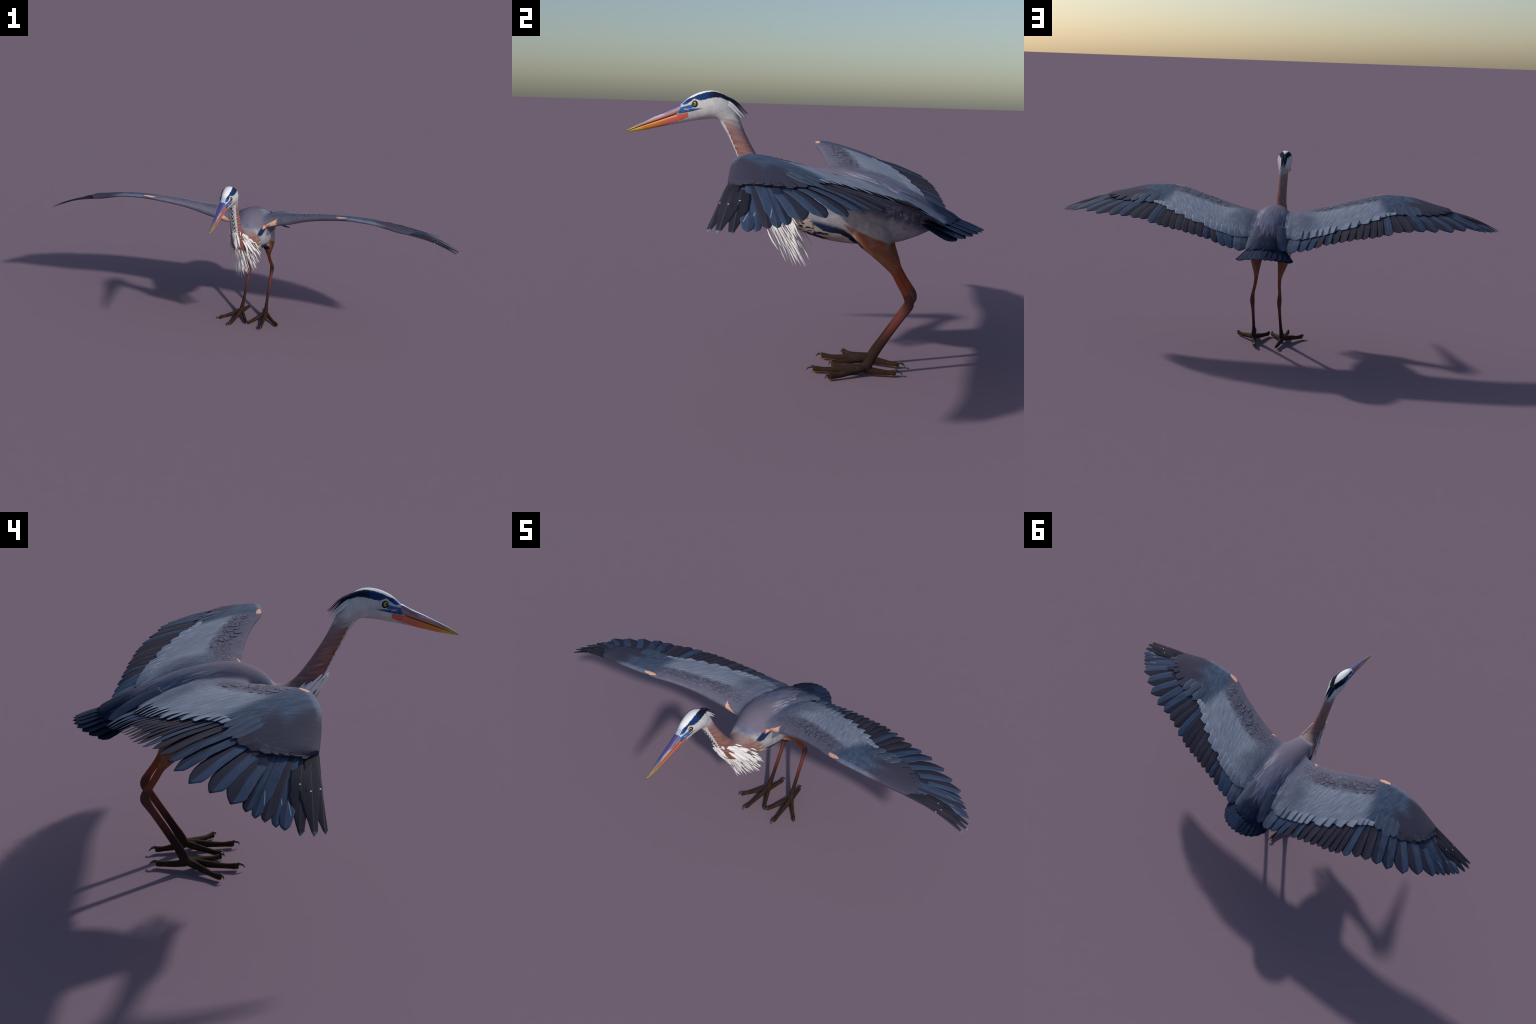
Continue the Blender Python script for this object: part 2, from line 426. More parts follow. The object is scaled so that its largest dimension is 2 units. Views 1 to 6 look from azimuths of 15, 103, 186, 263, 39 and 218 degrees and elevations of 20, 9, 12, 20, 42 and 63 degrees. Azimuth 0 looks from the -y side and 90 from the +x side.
# -------------------------------------------------------------- feather look
def feather_material(name, outer, inner, shaft, tip=None, tip_at=0.96, streaky=0.5, edge=None, split=0.0, fleck=False, tick=False, rough=0.85):
    """Object x runs along the shaft, y across it (y < 0 is the leading vane)."""
    k = Kit(name, rough, 0.1)
    x, y = k.x, k.y
    barb = k.noise(k.vec((x - y.abs() * 1.4) * 1.0, y * 0.12, k.rand * 3.0), 420, 2) - 0.5
    blot = k.noise(k.vec(x * 0.35, y * 1.0, k.rand * 5.0), 60, 4) - 0.5
    long = k.noise(k.vec(x * 0.06, y * 1.0, k.rand * 7.0), 330, 2) - 0.5
    vane = (y * -1.0 + blot * 0.010 + split).step(-0.0018, 0.0018)
    c = k.mix(vane, inner, outer)
    g = blot * streaky + long * streaky * 0.8 + barb * 0.35 + (k.rand - 0.5) * 0.22 + 1.0
    c = k.gain(c, g)
    if edge:
        c = k.mix((k.gy - 0.5).abs().step(0.40, 0.49) * 0.7, c, edge)
    if tip:
        c = k.mix((k.gx + blot * 0.05).step(tip_at, min(tip_at + 0.035, 1.0)), c, tip)
    if fleck:
        a = k.nt.nodes.new("ShaderNodeAttribute")
        a.attribute_type = "OBJECT"
        a.attribute_name = '["fleck"]'
        fl = X(k.nt, a.outputs["Fac"])
        d = ((x - fl) * (x - fl) + (y - 0.002) * (y - 0.002)).sqrt()
        c = k.mix(d.step(0.0026, 0.0016), c, (0.62, 0.72, 0.80))
    if tick:                        # a pale scratch beside the shaft near the tip
        a = k.nt.nodes.new("ShaderNodeAttribute")
        a.attribute_type = "OBJECT"
        a.attribute_name = '["tick"]'
        dx = x - X(k.nt, a.outputs["Fac"])
        c = k.mix((y + 0.005 + dx * 0.22).abs().step(0.0013, 0.0006) * dx.band(-0.020, 0.018, 0.004) * 0.8, c, (0.34, 0.40, 0.50))
    c = k.mix(y.abs().step(0.0016, 0.0006) * 0.7, c, shaft)
    k.bump(barb * 0.6 + long * 0.4, 0.0012, 0.6)
    return k.done(c)


MAT = dict(
    body=plumage_material(),
    wing=wing_material(),
    dark=feather_material("dark_flight_feather", (0.037, 0.034, 0.055), (0.027, 0.025, 0.041), (0.06, 0.06, 0.08), tip=(0.16, 0.16, 0.18), tip_at=0.975),
    edge_dark=feather_material("leading_flight_feather", (0.031, 0.029, 0.044), (0.027, 0.026, 0.039), (0.07, 0.07, 0.09), tip=(0.26, 0.34, 0.45), tip_at=0.962, fleck=True),
    blue=feather_material("blue_flight_feather", (0.053, 0.080, 0.145), (0.043, 0.062, 0.112), (0.085, 0.115, 0.185), streaky=0.6, tick=True),
    inkblue=feather_material("deep_blue_flight_feather", (0.048, 0.071, 0.128), (0.027, 0.034, 0.064), (0.05, 0.065, 0.11), streaky=1.0),
    split=feather_material("two_tone_flight_feather", (0.055, 0.082, 0.146), (0.036, 0.036, 0.060), (0.04, 0.05, 0.08), streaky=0.6),
    grey=feather_material("grey_flight_feather", (0.048, 0.044, 0.066), (0.036, 0.034, 0.052), (0.06, 0.06, 0.075), tip=(0.22, 0.22, 0.23), tip_at=0.97),
    slate=feather_material("slate_tertial_feather", (0.085, 0.110, 0.175), (0.075, 0.085, 0.128), (0.09, 0.11, 0.16), streaky=0.8),
    tail=feather_material("navy_tail_feather", (0.020, 0.033, 0.074), (0.013, 0.022, 0.050), (0.012, 0.019, 0.042), streaky=0.8),
    light=feather_material("pale_wing_covert", LIGHT, (0.265, 0.295, 0.375), (0.26, 0.29, 0.37), tip=(0.35, 0.38, 0.45), tip_at=0.97, streaky=0.45, edge=(0.31, 0.345, 0.43)),
    inner=feather_material("dusky_wing_covert", (0.19, 0.215, 0.285), (0.17, 0.195, 0.26), (0.18, 0.20, 0.27), tip=(0.30, 0.33, 0.39), tip_at=0.96, streaky=0.6),
    covert=feather_material("grey_wing_covert", COVERT, (0.056, 0.053, 0.082), (0.062, 0.060, 0.09), tip=(0.19, 0.19, 0.24), tip_at=0.95, streaky=0.35),
    bluecov=feather_material("blue_wing_covert", (0.088, 0.112, 0.168), (0.072, 0.092, 0.14), (0.085, 0.108, 0.16), tip=(0.30, 0.38, 0.44), tip_at=0.955, streaky=0.5, edge=(0.2, 0.27, 0.36)),
    plume=feather_material("white_breast_plume", (0.90, 0.885, 0.88), (0.87, 0.855, 0.85), (0.88, 0.87, 0.86), streaky=0.10),
    ink=feather_material("black_crest_plume", (0.010, 0.016, 0.04), (0.008, 0.012, 0.03), (0.01, 0.015, 0.03), streaky=0.3),
    greyplume=feather_material("pale_nape_plume", (0.66, 0.66, 0.70), (0.58, 0.58, 0.63), (0.6, 0.6, 0.65), streaky=0.3),
)


def scale_material():
    k = Kit("lesser_covert_scales", 0.8, 0.2)
    n = k.noise(scale=38, detail=3) - 0.5
    m = k.noise(scale=240, detail=2) - 0.5
    c = k.mix((n + 0.5).step(0.32, 0.68), (0.125, 0.112, 0.145), (0.165, 0.18, 0.25))
    c = k.mix((n - 0.02 + m * 0.3).step(0.12, 0.2), c, (0.18, 0.21, 0.31))
    c = k.gain(c, m * 0.5 + 1.0)
    return k.done(c)


def beak_material(upper):
    k = Kit("upper_bill_horn" if upper else "lower_bill_horn", 0.42, 0.45)
    y, z, ax = k.y, k.z, k.ax
    n1 = k.noise(k.vec(k.x, y * 0.4, z), 110, 3) - 0.5
    n2 = k.noise(scale=300, detail=2) - 0.5
    mouth = y.curve([(-0.545, 0.6815), (-0.535, 0.6838), (-0.48, 0.703), (-0.40, 0.7305), (-0.351, 0.7475), (-0.33, 0.754)])
    h = z - mouth
    if upper:
        top = y.curve([(-0.545, 0.682), (-0.517, 0.6995), (-0.48, 0.7155), (-0.445, 0.734), (-0.419, 0.743), (-0.366, 0.769), (-0.33, 0.782)])
        r = h / (top - mouth).max(0.001)
        c = k.mix((r + n1 * 0.25).step(0.50, 0.62), (0.36, 0.19, 0.165), (0.15, 0.125, 0.26))
        c = k.mix((r + n1 * 0.3).band(0.52, 0.80, 0.05) * (y + n1 * 0.05).band(-0.47, -0.405, 0.02), c, (0.40, 0.36, 0.52))  # whitish reflection on the bill side, painted into the horn colour
        c = k.mix((r + n1 * 0.5).band(0.40, 0.72, 0.05) * (y + n1 * 0.03).band(-0.415, -0.392, 0.006), c, (0.22, 0.09, 0.19))
        c = k.mix((r + n1 * 0.1).step(0.80, 0.90), c, (0.075, 0.066, 0.215))
        c = k.mix((r + n1 * 0.2).step(0.42, 0.25) * (y + n1 * 0.02).step(-0.375, -0.43), c, (0.60, 0.20, 0.06))
        c = k.mix((y + n1 * 0.03).step(-0.465, -0.505) * (r + n1 * 0.2).step(0.45, 0.6), c, (0.17, 0.145, 0.12))
        c = k.mix((y + n1 * 0.02).step(-0.495, -0.52) * (r + n1 * 0.2).step(0.62, 0.42), c, (0.62, 0.36, 0.02))
        c = k.mix(y.step(-0.536, -0.541), c, (0.60, 0.42, 0.03))
        c = k.mix(h.step(0.0016, 0.0006), c, (0.06, 0.03, 0.02))
    else:
        c = k.mix((y + n1 * 0.04).step(-0.40, -0.455), (0.62, 0.145, 0.085), (0.66, 0.22, 0.03))
        c = k.mix((y + n1 * 0.03).step(-0.47, -0.51), c, (0.66, 0.42, 0.025))
        jag = k.noise(k.vec(0.0, y, z), 200, 2) - 0.5
        fe = y.curve([(-0.425, 0.700), (-0.416, 0.7035), (-0.396, 0.7105), (-0.374, 0.7165), (-0.348, 0.727), (-0.33, 0.735)])
        c = k.mix((z - fe + jag * 0.006).step(0.001, -0.001) * y.step(-0.424, -0.412), c, (0.48, 0.46, 0.45))
        c = k.mix(h.step(-0.0022, -0.001), c, (0.06, 0.025, 0.02))
    c = k.gain(c, n2 * 0.2 + 1.0)
    return k.done(c)


def eye_material():
    k = Kit("yellow_eye", 0.12, 0.5)
    r = ((k.y * k.y) + (k.z * k.z)).sqrt()
    n = k.noise(scale=900, detail=2) - 0.5
    c = k.mix(r.step(0.0033, 0.0037), (0.005, 0.005, 0.006), k.mix(n.step(-0.1, 0.2), (0.58, 0.38, 0.03), (0.42, 0.26, 0.02)))
    c = k.mix(r.step(0.0066, 0.0071), c, (0.010, 0.016, 0.025))
    return k.done(c)


def claw_material():
    k = Kit("dark_claw_horn", 0.4, 0.4)
    n = k.noise(scale=180, detail=2)
    return k.done(k.mix(n.step(0.45, 0.7), (0.020, 0.020, 0.018), (0.075, 0.07, 0.055)))


# ------------------------------------------------------------ the bird itself
heron = bpy.data.objects.new("great_heron", None)
bpy.context.scene.collection.objects.link(heron)
heron["label"] = "blue-grey heron standing with wings spread, white crown, long orange bill"
heron["category"] = "wading bird"

verts, faces = [], []

# trunk, neck and head: back point, belly point (y, z each) and half width
TRUNK = [
    (-0.395, 0.752, -0.402, 0.7085, 0.010), (-0.380, 0.761, -0.384, 0.7120, 0.0135), (-0.364, 0.7705, -0.364, 0.7140, 0.0175), (-0.339, 0.7905, -0.336, 0.7180, 0.0215), (-0.304, 0.806, -0.302, 0.7240, 0.0280),
    (-0.268, 0.8105, -0.274, 0.7270, 0.0345), (-0.241, 0.803, -0.254, 0.7270, 0.0355), (-0.218, 0.7885, -0.245, 0.7215, 0.0315), (-0.201, 0.767, -0.239, 0.7125, 0.0270),
    (-0.189, 0.740, -0.232, 0.7010, 0.0235), (-0.178, 0.712, -0.221, 0.6850, 0.0220), (-0.165, 0.683, -0.208, 0.6600, 0.0220), (-0.143, 0.644, -0.190, 0.6220, 0.0225),
    (-0.115, 0.600, -0.170, 0.5800, 0.0250), (-0.086, 0.562, -0.152, 0.5400, 0.0285), (-0.058, 0.5415, -0.135, 0.5030, 0.0320), (-0.022, 0.540, -0.108, 0.4680, 0.0380),
    (0.004, 0.568, -0.070, 0.4390, 0.0480), (0.040, 0.589, -0.020, 0.4190, 0.0630), (0.080, 0.600, 0.040, 0.3970, 0.0840), (0.130, 0.600, 0.100, 0.3835, 0.0950),
    (0.190, 0.590, 0.170, 0.3780, 0.0960), (0.250, 0.574, 0.240, 0.3800, 0.0890), (0.310, 0.549, 0.300, 0.3910, 0.0780), (0.360, 0.5245, 0.350, 0.4100, 0.0660),
    (0.410, 0.501, 0.395, 0.4330, 0.0580), (0.445, 0.484, 0.430, 0.4480, 0.0520), (0.466, 0.470, 0.455, 0.4560, 0.0460)]
prof = spline([(p[0], p[1], p[2], p[3], p[4]) for p in TRUNK], 150)
rings = []
M = 44
for ty, tz, by, bz, w in prof:
    top, bot = V(0, ty, tz), V(0, by, bz)
    c, h = (top + bot) / 2, (top - bot) / 2
    tail_flat = max(0.0, min(1.0, (c[1] - 0.30) / 0.12))
    head = max(0.0, min(1.0, (c[2] - 0.70) / 0.03))
    ring = []
    for a in np.linspace(0, 2 * math.pi, M, endpoint=False):
        ca, sa = math.cos(a), math.sin(a)
        e = 0.92 - 0.22 * tail_flat
        cx = math.copysign(abs(ca) ** e, ca)
        sx = math.copysign(abs(sa) ** (0.98), sa)
        wide = 1.0
        if sa < 0 and c[1] > -0.05 and tail_flat < 1:      # trunk narrows to a keel below
            wide = 1 - 0.12 * (-sa) ** 2
        ring.append(c + h * sx + V(1, 0, 0) * w * cx * wide)
    rings.append(ring)
loft(rings, verts, faces)

# legs: centre x, y, z, half width in x, half depth
for sx in (1, -1):
    leg = [(0.052, 0.205, 0.470, 0.034, 0.050), (0.058, 0.225, 0.430, 0.034, 0.056), (0.060, 0.240, 0.400, 0.030, 0.049), (0.0585, 0.254, 0.374, 0.0235, 0.034), (0.0555, 0.2700, 0.350, 0.0170, 0.024),
           (0.0525, 0.2870, 0.325, 0.0110, 0.0165), (0.0515, 0.2990, 0.305, 0.0080, 0.0108), (0.0535, 0.3150, 0.277, 0.0070, 0.0105), (0.0575, 0.3310, 0.252, 0.0072, 0.0110),
           (0.0585, 0.3420, 0.232, 0.0092, 0.0130), (0.0583, 0.3430, 0.2160, 0.0100, 0.0150), (0.0580, 0.3340, 0.198, 0.0082, 0.0130), (0.0580, 0.3170, 0.172, 0.0068, 0.0118),
           (0.0590, 0.2850, 0.122, 0.0063, 0.0118), (0.0600, 0.2620, 0.085, 0.0065, 0.0122), (0.0615, 0.2440, 0.055, 0.0085, 0.0140), (0.0630, 0.2330, 0.034, 0.0110, 0.0150), (0.064, 0.224, 0.018, 0.0115, 0.0130)]
    tube([(p[0] * sx, *p[1:]) for p in spline(leg, 60)], verts, faces, 20)
    hub = V(0.0635, 0.216, 0.020)
    for toe in ([(0.0645, 0.225, 0.026, 0.0125, 0.0130), (0.067, 0.190, 0.0215, 0.0105, 0.0125), (0.0715, 0.140, 0.0150, 0.0078, 0.0095), (0.0745, 0.105, 0.0125, 0.0072, 0.0082), (0.0765, 0.082, 0.0125, 0.0080, 0.0105), (0.0775, 0.074, 0.0130, 0.0060, 0.0080)],
                [(0.068, 0.222, 0.026, 0.0115, 0.0120), (0.090, 0.195, 0.0205, 0.0090, 0.0110), (0.120, 0.162, 0.0140, 0.0072, 0.0090), (0.135, 0.146, 0.0125, 0.0074, 0.0090), (0.1430, 0.1355, 0.0125, 0.0078, 0.0105), (0.1465, 0.131, 0.0130, 0.0056, 0.0075)],
                [(0.058, 0.218, 0.024, 0.0105, 0.0110), (0.042, 0.186, 0.0190, 0.0085, 0.0105), (0.024, 0.150, 0.0140, 0.0072, 0.0090), (0.0140, 0.132, 0.0125, 0.0072, 0.0090), (0.0095, 0.1235, 0.0125, 0.0074, 0.0100), (0.0075, 0.119, 0.0130, 0.0052, 0.0072)],
                [(0.062, 0.226, 0.020, 0.0110, 0.0110), (0.057, 0.262, 0.0150, 0.0080, 0.0105), (0.0515, 0.292, 0.0125, 0.0072, 0.0085), (0.0490, 0.306, 0.0125, 0.0078, 0.0100), (0.0475, 0.315, 0.0130, 0.0060, 0.0078)]):
        tube([(p[0] * sx, p[1], p[2] - 0.0030, *p[3:]) for p in spline(toe, 24)], verts, faces, 16)

# wings: arm, skin and covert bed, sections from the leading edge to the covert edge
NS, NV = 90, 26
le, ce = spline(LE, 400), spline(CE, 400)
# both edges resampled on the station index so that sections stay paired


def stations(pts, n):
    P = np.array(pts, float)
    ext = np.vstack([2 * P[0] - P[1], P, 2 * P[-1] - P[-2]])
    out = []
    for d in np.linspace(0, len(P) - 1, n):
        i = min(int(d), len(P) - 2)
        t = d - i
        p0, p1, p2, p3 = ext[i:i + 4]
        out.append(0.5 * (2 * p1 + (p2 - p0) * t + (2 * p0 - 5 * p1 + 4 * p2 - p3) * t ** 2 + (3 * p1 - p0 - 3 * p2 + p3) * t ** 3))
    return np.array(out)


WL, WE = stations(LE, NS), stations(CE, NS)
WL = WL + 0.0065 * np.exp(-((WL[:, :1] - 0.36) / 0.26) ** 4) * np.array([unit(l - e) for l, e in zip(WL, WE)])
WL = WL - np.array([0, 0, 0.0065]) * np.exp(-((WL[:, :1] - 0.36) / 0.28) ** 4)
WH = stations([(h, 0, 0) for h in HT], NS)[:, 0]
WN = []
for i in range(NS):
    a, b = max(i - 1, 0), min(i + 1, NS - 1)
    n = np.cross(unit((WL[b] + WE[b]) - (WL[a] + WE[a])), unit(WE[i] - WL[i]))
    WN.append(unit(n if n[2] > 0 else -n))
WN = np.array(WN)


def rise(v):
    r = min(v / 0.10, 1.0)
    return math.sqrt(max(r * (2 - r), 0))


def wing_top(s, v, lift=0.0):
    """point on the upper wing surface; s in 0..1 along the span, v 0 leading .. 1 covert edge"""
    f = min(max(s, 0), 1) * (NS - 1)
    i = min(int(f), NS - 2)
    t = f - i
    L, E, N, h = ((1 - t) * A[i] + t * A[i + 1] for A in (WL, WE, WN, WH))
    P = L + (E - L) * v
    full = 0.024 * math.exp(-((P[0] - 0.125) / 0.080) ** 2) * math.sin(math.pi * min(max(v, 0), 1)) ** 1.2   # scapulars fill the angle to the back
    return P + unit(N) * (h * 0.80 * rise(v / 2.4) * max(1 - v, 0) ** 0.8 + (0.0055 + 0.005 * math.exp(-((P[0] - 0.26) / 0.16) ** 2)) * math.sin(math.pi * min(max(v, 0), 1)) + full + lift)


def wing_normal(s):
    f = min(max(s, 0), 1) * (NS - 1)
    i = min(int(f), NS - 2)
    return unit(WN[i] * (1 - f + i) + WN[i + 1] * (f - i))


for sx in (1, -1):
    rings = []
    vv = [(1 - math.cos(math.pi * q)) / 2 * 0.985 for q in np.linspace(0, 1, NV)]
    for i in range(NS):
        L, E, N, h = WL[i], WE[i], WN[i], WH[i]
        up = [wing_top(i / (NS - 1), v) for v in vv]
        dn = [L + (E - L) * v - N * ((0.62 * h + 0.016 * math.exp(-((L[0] - 0.105) / 0.035) ** 2) + 0.013 * math.exp(-((L[0] - 0.19) / 0.075) ** 2)) * rise(v) * max(1 - v, 0) ** 3.2 + 0.0038 * rise(v * 1.5)) for v in vv[1:]][::-1]
        rings.append([p * V(sx, 1, 1) for p in up + dn])
    loft(rings, verts, faces)

me = bpy.data.meshes.new("raw")
me.from_pydata(verts, [], faces)
bm = bmesh.new()
bm.from_mesh(me)
bmesh.ops.recalc_face_normals(bm, faces=bm.faces)
bm.to_mesh(me)
bm.free()
raw = bpy.data.objects.new("raw", me)
bpy.context.scene.collection.objects.link(raw)
md = raw.modifiers.new("skin", "REMESH")
md.mode = "VOXEL"
md.voxel_size = 0.0022
sm = raw.modifiers.new("soft", "SMOOTH")
sm.factor = 0.5
sm.iterations = 4
dg = bpy.context.evaluated_depsgraph_get()
ev = raw.evaluated_get(dg)
em = ev.to_mesh()
nv, nf = len(em.vertices), len(em.polygons)
co = np.empty(nv * 3)
em.vertices.foreach_get("co", co)
co = co.reshape(-1, 3)
nor = np.empty(nv * 3)
em.vertices.foreach_get("normal", nor)
nor = nor.reshape(-1, 3)
tot = np.empty(nf, int)
em.polygons.foreach_get("loop_total", tot)
assert tot.min() == 4 and tot.max() == 4
loops = np.empty(nf * 4, int)
em.loops.foreach_get("vertex_index", loops)
quads = loops.reshape(-1, 4)
ev.to_mesh_clear()
bpy.data.objects.remove(raw)
print("skin", nv, nf)

# relax the crease where the wing roots meet the back and shoulder
ea = np.concatenate([quads[:, [0, 1]], quads[:, [1, 2]], quads[:, [2, 3]], quads[:, [3, 0]]])
near = lambda v, a, b, w: np.clip((v - a) / w, 0, 1) * np.clip((b - v) / w, 0, 1)
wt = near(np.abs(co[:, 0]), 0.045, 0.165, 0.035) * near(co[:, 1], 0.02, 0.40, 0.04) * np.clip((co[:, 2] - 0.50 + (co[:, 1] - 0.25).clip(0) * 0.5) / 0.02, 0, 1)
sel = wt > 0
keep = sel[ea[:, 0]]
e0, e1 = ea[keep, 0], ea[keep, 1]
back_e = sel[ea[:, 1]]
e0, e1 = np.concatenate([e0, ea[back_e, 1]]), np.concatenate([e1, ea[back_e, 0]])
deg = np.bincount(e0, minlength=nv).clip(1)[:, None]
for _ in range(120):
    avg = np.stack([np.bincount(e0, co[e1, q], nv) for q in range(3)], 1) / deg
    co[sel] += (avg - co)[sel] * wt[sel][:, None] * 0.6
fn_ = np.cross(co[quads[:, 2]] - co[quads[:, 0]], co[quads[:, 3]] - co[quads[:, 1]])
vn = np.stack([sum(np.bincount(quads[:, c4], fn_[:, q], nv) for c4 in range(4)) for q in range(3)], 1)
vn /= np.linalg.norm(vn, axis=1)[:, None] + 1e-12
vn *= np.sign((vn * nor).sum(1).mean())
nor[sel] = vn[sel]

fc = co[quads].mean(1)
fx, fy, fz = fc.T
afx = np.abs(fx)
region = np.full(nf, 0)                                         # torso
ss = (fy + 0.2) * 0.404 - (fz - 0.7) * 0.915
neck = (fy < -0.058 + 0.52 * (fz - 0.541)) & (fz > 0.4) & (afx < 0.07)
region[neck] = 1
region[neck & (ss < -0.012)] = 2                                # head
wingm = (afx > 0.088) & (fz > 0.485 - np.clip(afx - 0.09, 0, 1) * 0.0) & (fy < 0.5) & ~neck
region[wingm & (fx > 0)] = 3
region[wingm & (fx < 0)] = 4
low = (fz < 0.3765) & ~neck
region[low & (fx > 0)] = 5
region[low & (fx < 0)] = 6
foot = fz < 0.046
region[foot & (fx > 0)] = 7
region[foot & (fx < 0)] = 8
parts = {}
for r, nm, mat in ((0, "torso", "body"), (1, "neck", "body"), (2, "head", "body"), (3, "wing", "wing"), (4, "wing", "wing"), (5, "leg", "body"), (6, "leg", "body"), (7, "foot", "body"), (8, "foot", "body")):
    q = quads[region == r]
    ids, inv = np.unique(q, return_inverse=True)
    m = bpy.data.meshes.new(nm)
    m.vertices.add(len(ids))
    m.vertices.foreach_set("co", co[ids].ravel())
    m.loops.add(len(q) * 4)
    m.loops.foreach_set("vertex_index", inv.ravel())
    m.polygons.add(len(q))
    m.polygons.foreach_set("loop_start", np.arange(len(q)) * 4)
    m.update(calc_edges=True)
    m.polygons.foreach_set("use_smooth", np.ones(len(q), bool))
    m.normals_split_custom_set_from_vertices(nor[ids].tolist())
    m.materials.append(MAT[mat])
    ob = bpy.data.objects.new(nm, m)
    bpy.context.scene.collection.objects.link(ob)
    ob.parent = heron
    parts[r] = ob
torso, neck_ob, head_ob = parts[0], parts[1], parts[2]
wings = {1: parts[3], -1: parts[4]}
feet = {1: parts[7], -1: parts[8]}
MIRROR = Matrix.Diagonal((-1, 1, 1, 1))


# ------------------------------------------------------------------ feathers
def outline(kind, t, side):
    """half width (0..1) at t along the shaft; side +1 leading vane, -1 trailing."""
    base = min(1.0, 0.35 + t / 0.25 * 0.65)
    if kind == "covert":
        c0 = 0.80 if side > 0 else 0.76
        return max(0.012, 1 - max(0, (t - c0) / (1 - c0)) ** 2.4) ** 0.62
    if kind == "finger":            # outer primaries: trailing vane cut back to a narrow finger
        if side > 0:
            k = 0.85 if t < 0.62 else 0.85 - (t - 0.62) / 0.38 * 0.42
        else:
            k = 1.0 if t < 0.70 else max(0.16, 1.0 - (t - 0.70) / 0.27 * 0.82)
        return base * k * (1 - max(0, (t - 0.965) / 0.035) ** 2 * 0.7)
    if kind == "pointed":
        k = 1 - max(0, (t - 0.70) / 0.30) ** 1.5 * (0.66 if side < 0 else 0.50)
        return base * k * math.sqrt(max(0.04, 1 - max(0, (t - 0.95) / 0.05) ** 2))
    if kind == "slant":             # broad primaries, tip cut off at a slant on the trailing side
        if side > 0:
            return base * math.sqrt(max(0.012, 1 - max(0, (t - 0.93) / 0.07) ** 2.2))
        return base * max(0.10, 1 - max(0, (t - 0.80) / 0.20) ** 1.9 * 0.86)
    if kind == "round":
        c0 = 0.88 if side > 0 else 0.84
        return base * max(0.012, 1 - max(0, (t - c0) / (1 - c0)) ** 2.3) ** 0.55
    if kind == "lance":
        return min(1, 0.25 + t / 0.3 * 0.75) * max(0.04, 1 - max(0, (t - 0.55) / 0.45) ** 1.8)
    if kind == "plume":
        return min(1, 0.4 + t / 0.3 * 0.6) * max(0.05, 1 - max(0, (t - 0.45) / 0.55) ** 1.5)
    return base


def feather_mesh(name, spine, width, kind, mat, outer_share=0.42, camber=0.02, thick=0.0009, nx=30, ny=5, ragged=0.03, seed=0):
    """spine: local (x, z) rows along the shaft. Returns a thin solid blade with a raised shaft."""
    r = np.random.default_rng(seed)
    top, bot = [], []
    n = len(spine)
    ph = r.uniform(0, 6, 4)
    for i in range(n):
        t = i / (n - 1)
        row_t, row_b = [], []
        d = spine[min(i + 1, n - 1)] - spine[max(i - 1, 0)]
        d = d / np.linalg.norm(d)
        nz = np.array([-d[1], d[0]])
        for j in range(-ny, ny + 1):
            q = j / ny
            side = 1 if q < 0 else -1            # local -y is the leading vane
            share = outer_share if q < 0 else 1 - outer_share
            hw = width * share * outline(kind, t, side)
            hw *= 1 + ragged * (math.sin(t * 37 + ph[0] + side) * 0.5 + math.sin(t * 83 + ph[1]) * 0.5) * (t > 0.25)
            y = hw * q
            # barbs sweep forward, so the vane edge lags the shaft near the tip
            sweep = -0.10 * width * abs(q) ** 1.5 * (1 - 0.6 * t)
            z = -camber * width * q * q * share * 2
            th = thick * (0.35 + 0.65 * (1 - abs(q))) * (1 - 0.4 * t)
            rib = 0.0005 * math.exp(-(q / 0.10) ** 2) * (1 - 0.75 * t) * (width / 0.05)
            p = spine[i] + d * sweep
            a = p + nz * (z + th / 2 + rib)
            b = p + nz * (z - th / 2 - rib)
            row_t.append((a[0], y, a[1]))
            row_b.append((b[0], y, b[1]))
        top.append(row_t)
        bot.append(row_b)
    rings = [a + b[::-1] for a, b in zip(top, bot)]
    vs, fs = [], []
    loft(rings, vs, fs)
    me = bpy.data.meshes.new(name)
    me.from_pydata(vs, [], fs)
    bm = bmesh.new()
    bm.from_mesh(me)
    bmesh.ops.recalc_face_normals(bm, faces=bm.faces)
    bm.to_mesh(me)
    bm.free()
    me.polygons.foreach_set("use_smooth", [True] * len(me.polygons))
    me.materials.append(mat)
    return me


def quad_curve(a, m, b, n):
    """quadratic curve that passes through a, m (at the middle) and b"""
    c = 2 * m - (a + b) / 2
    t = np.linspace(0, 1, n)[:, None]
    return (1 - t) ** 2 * a + 2 * t * (1 - t) * c + t ** 2 * b


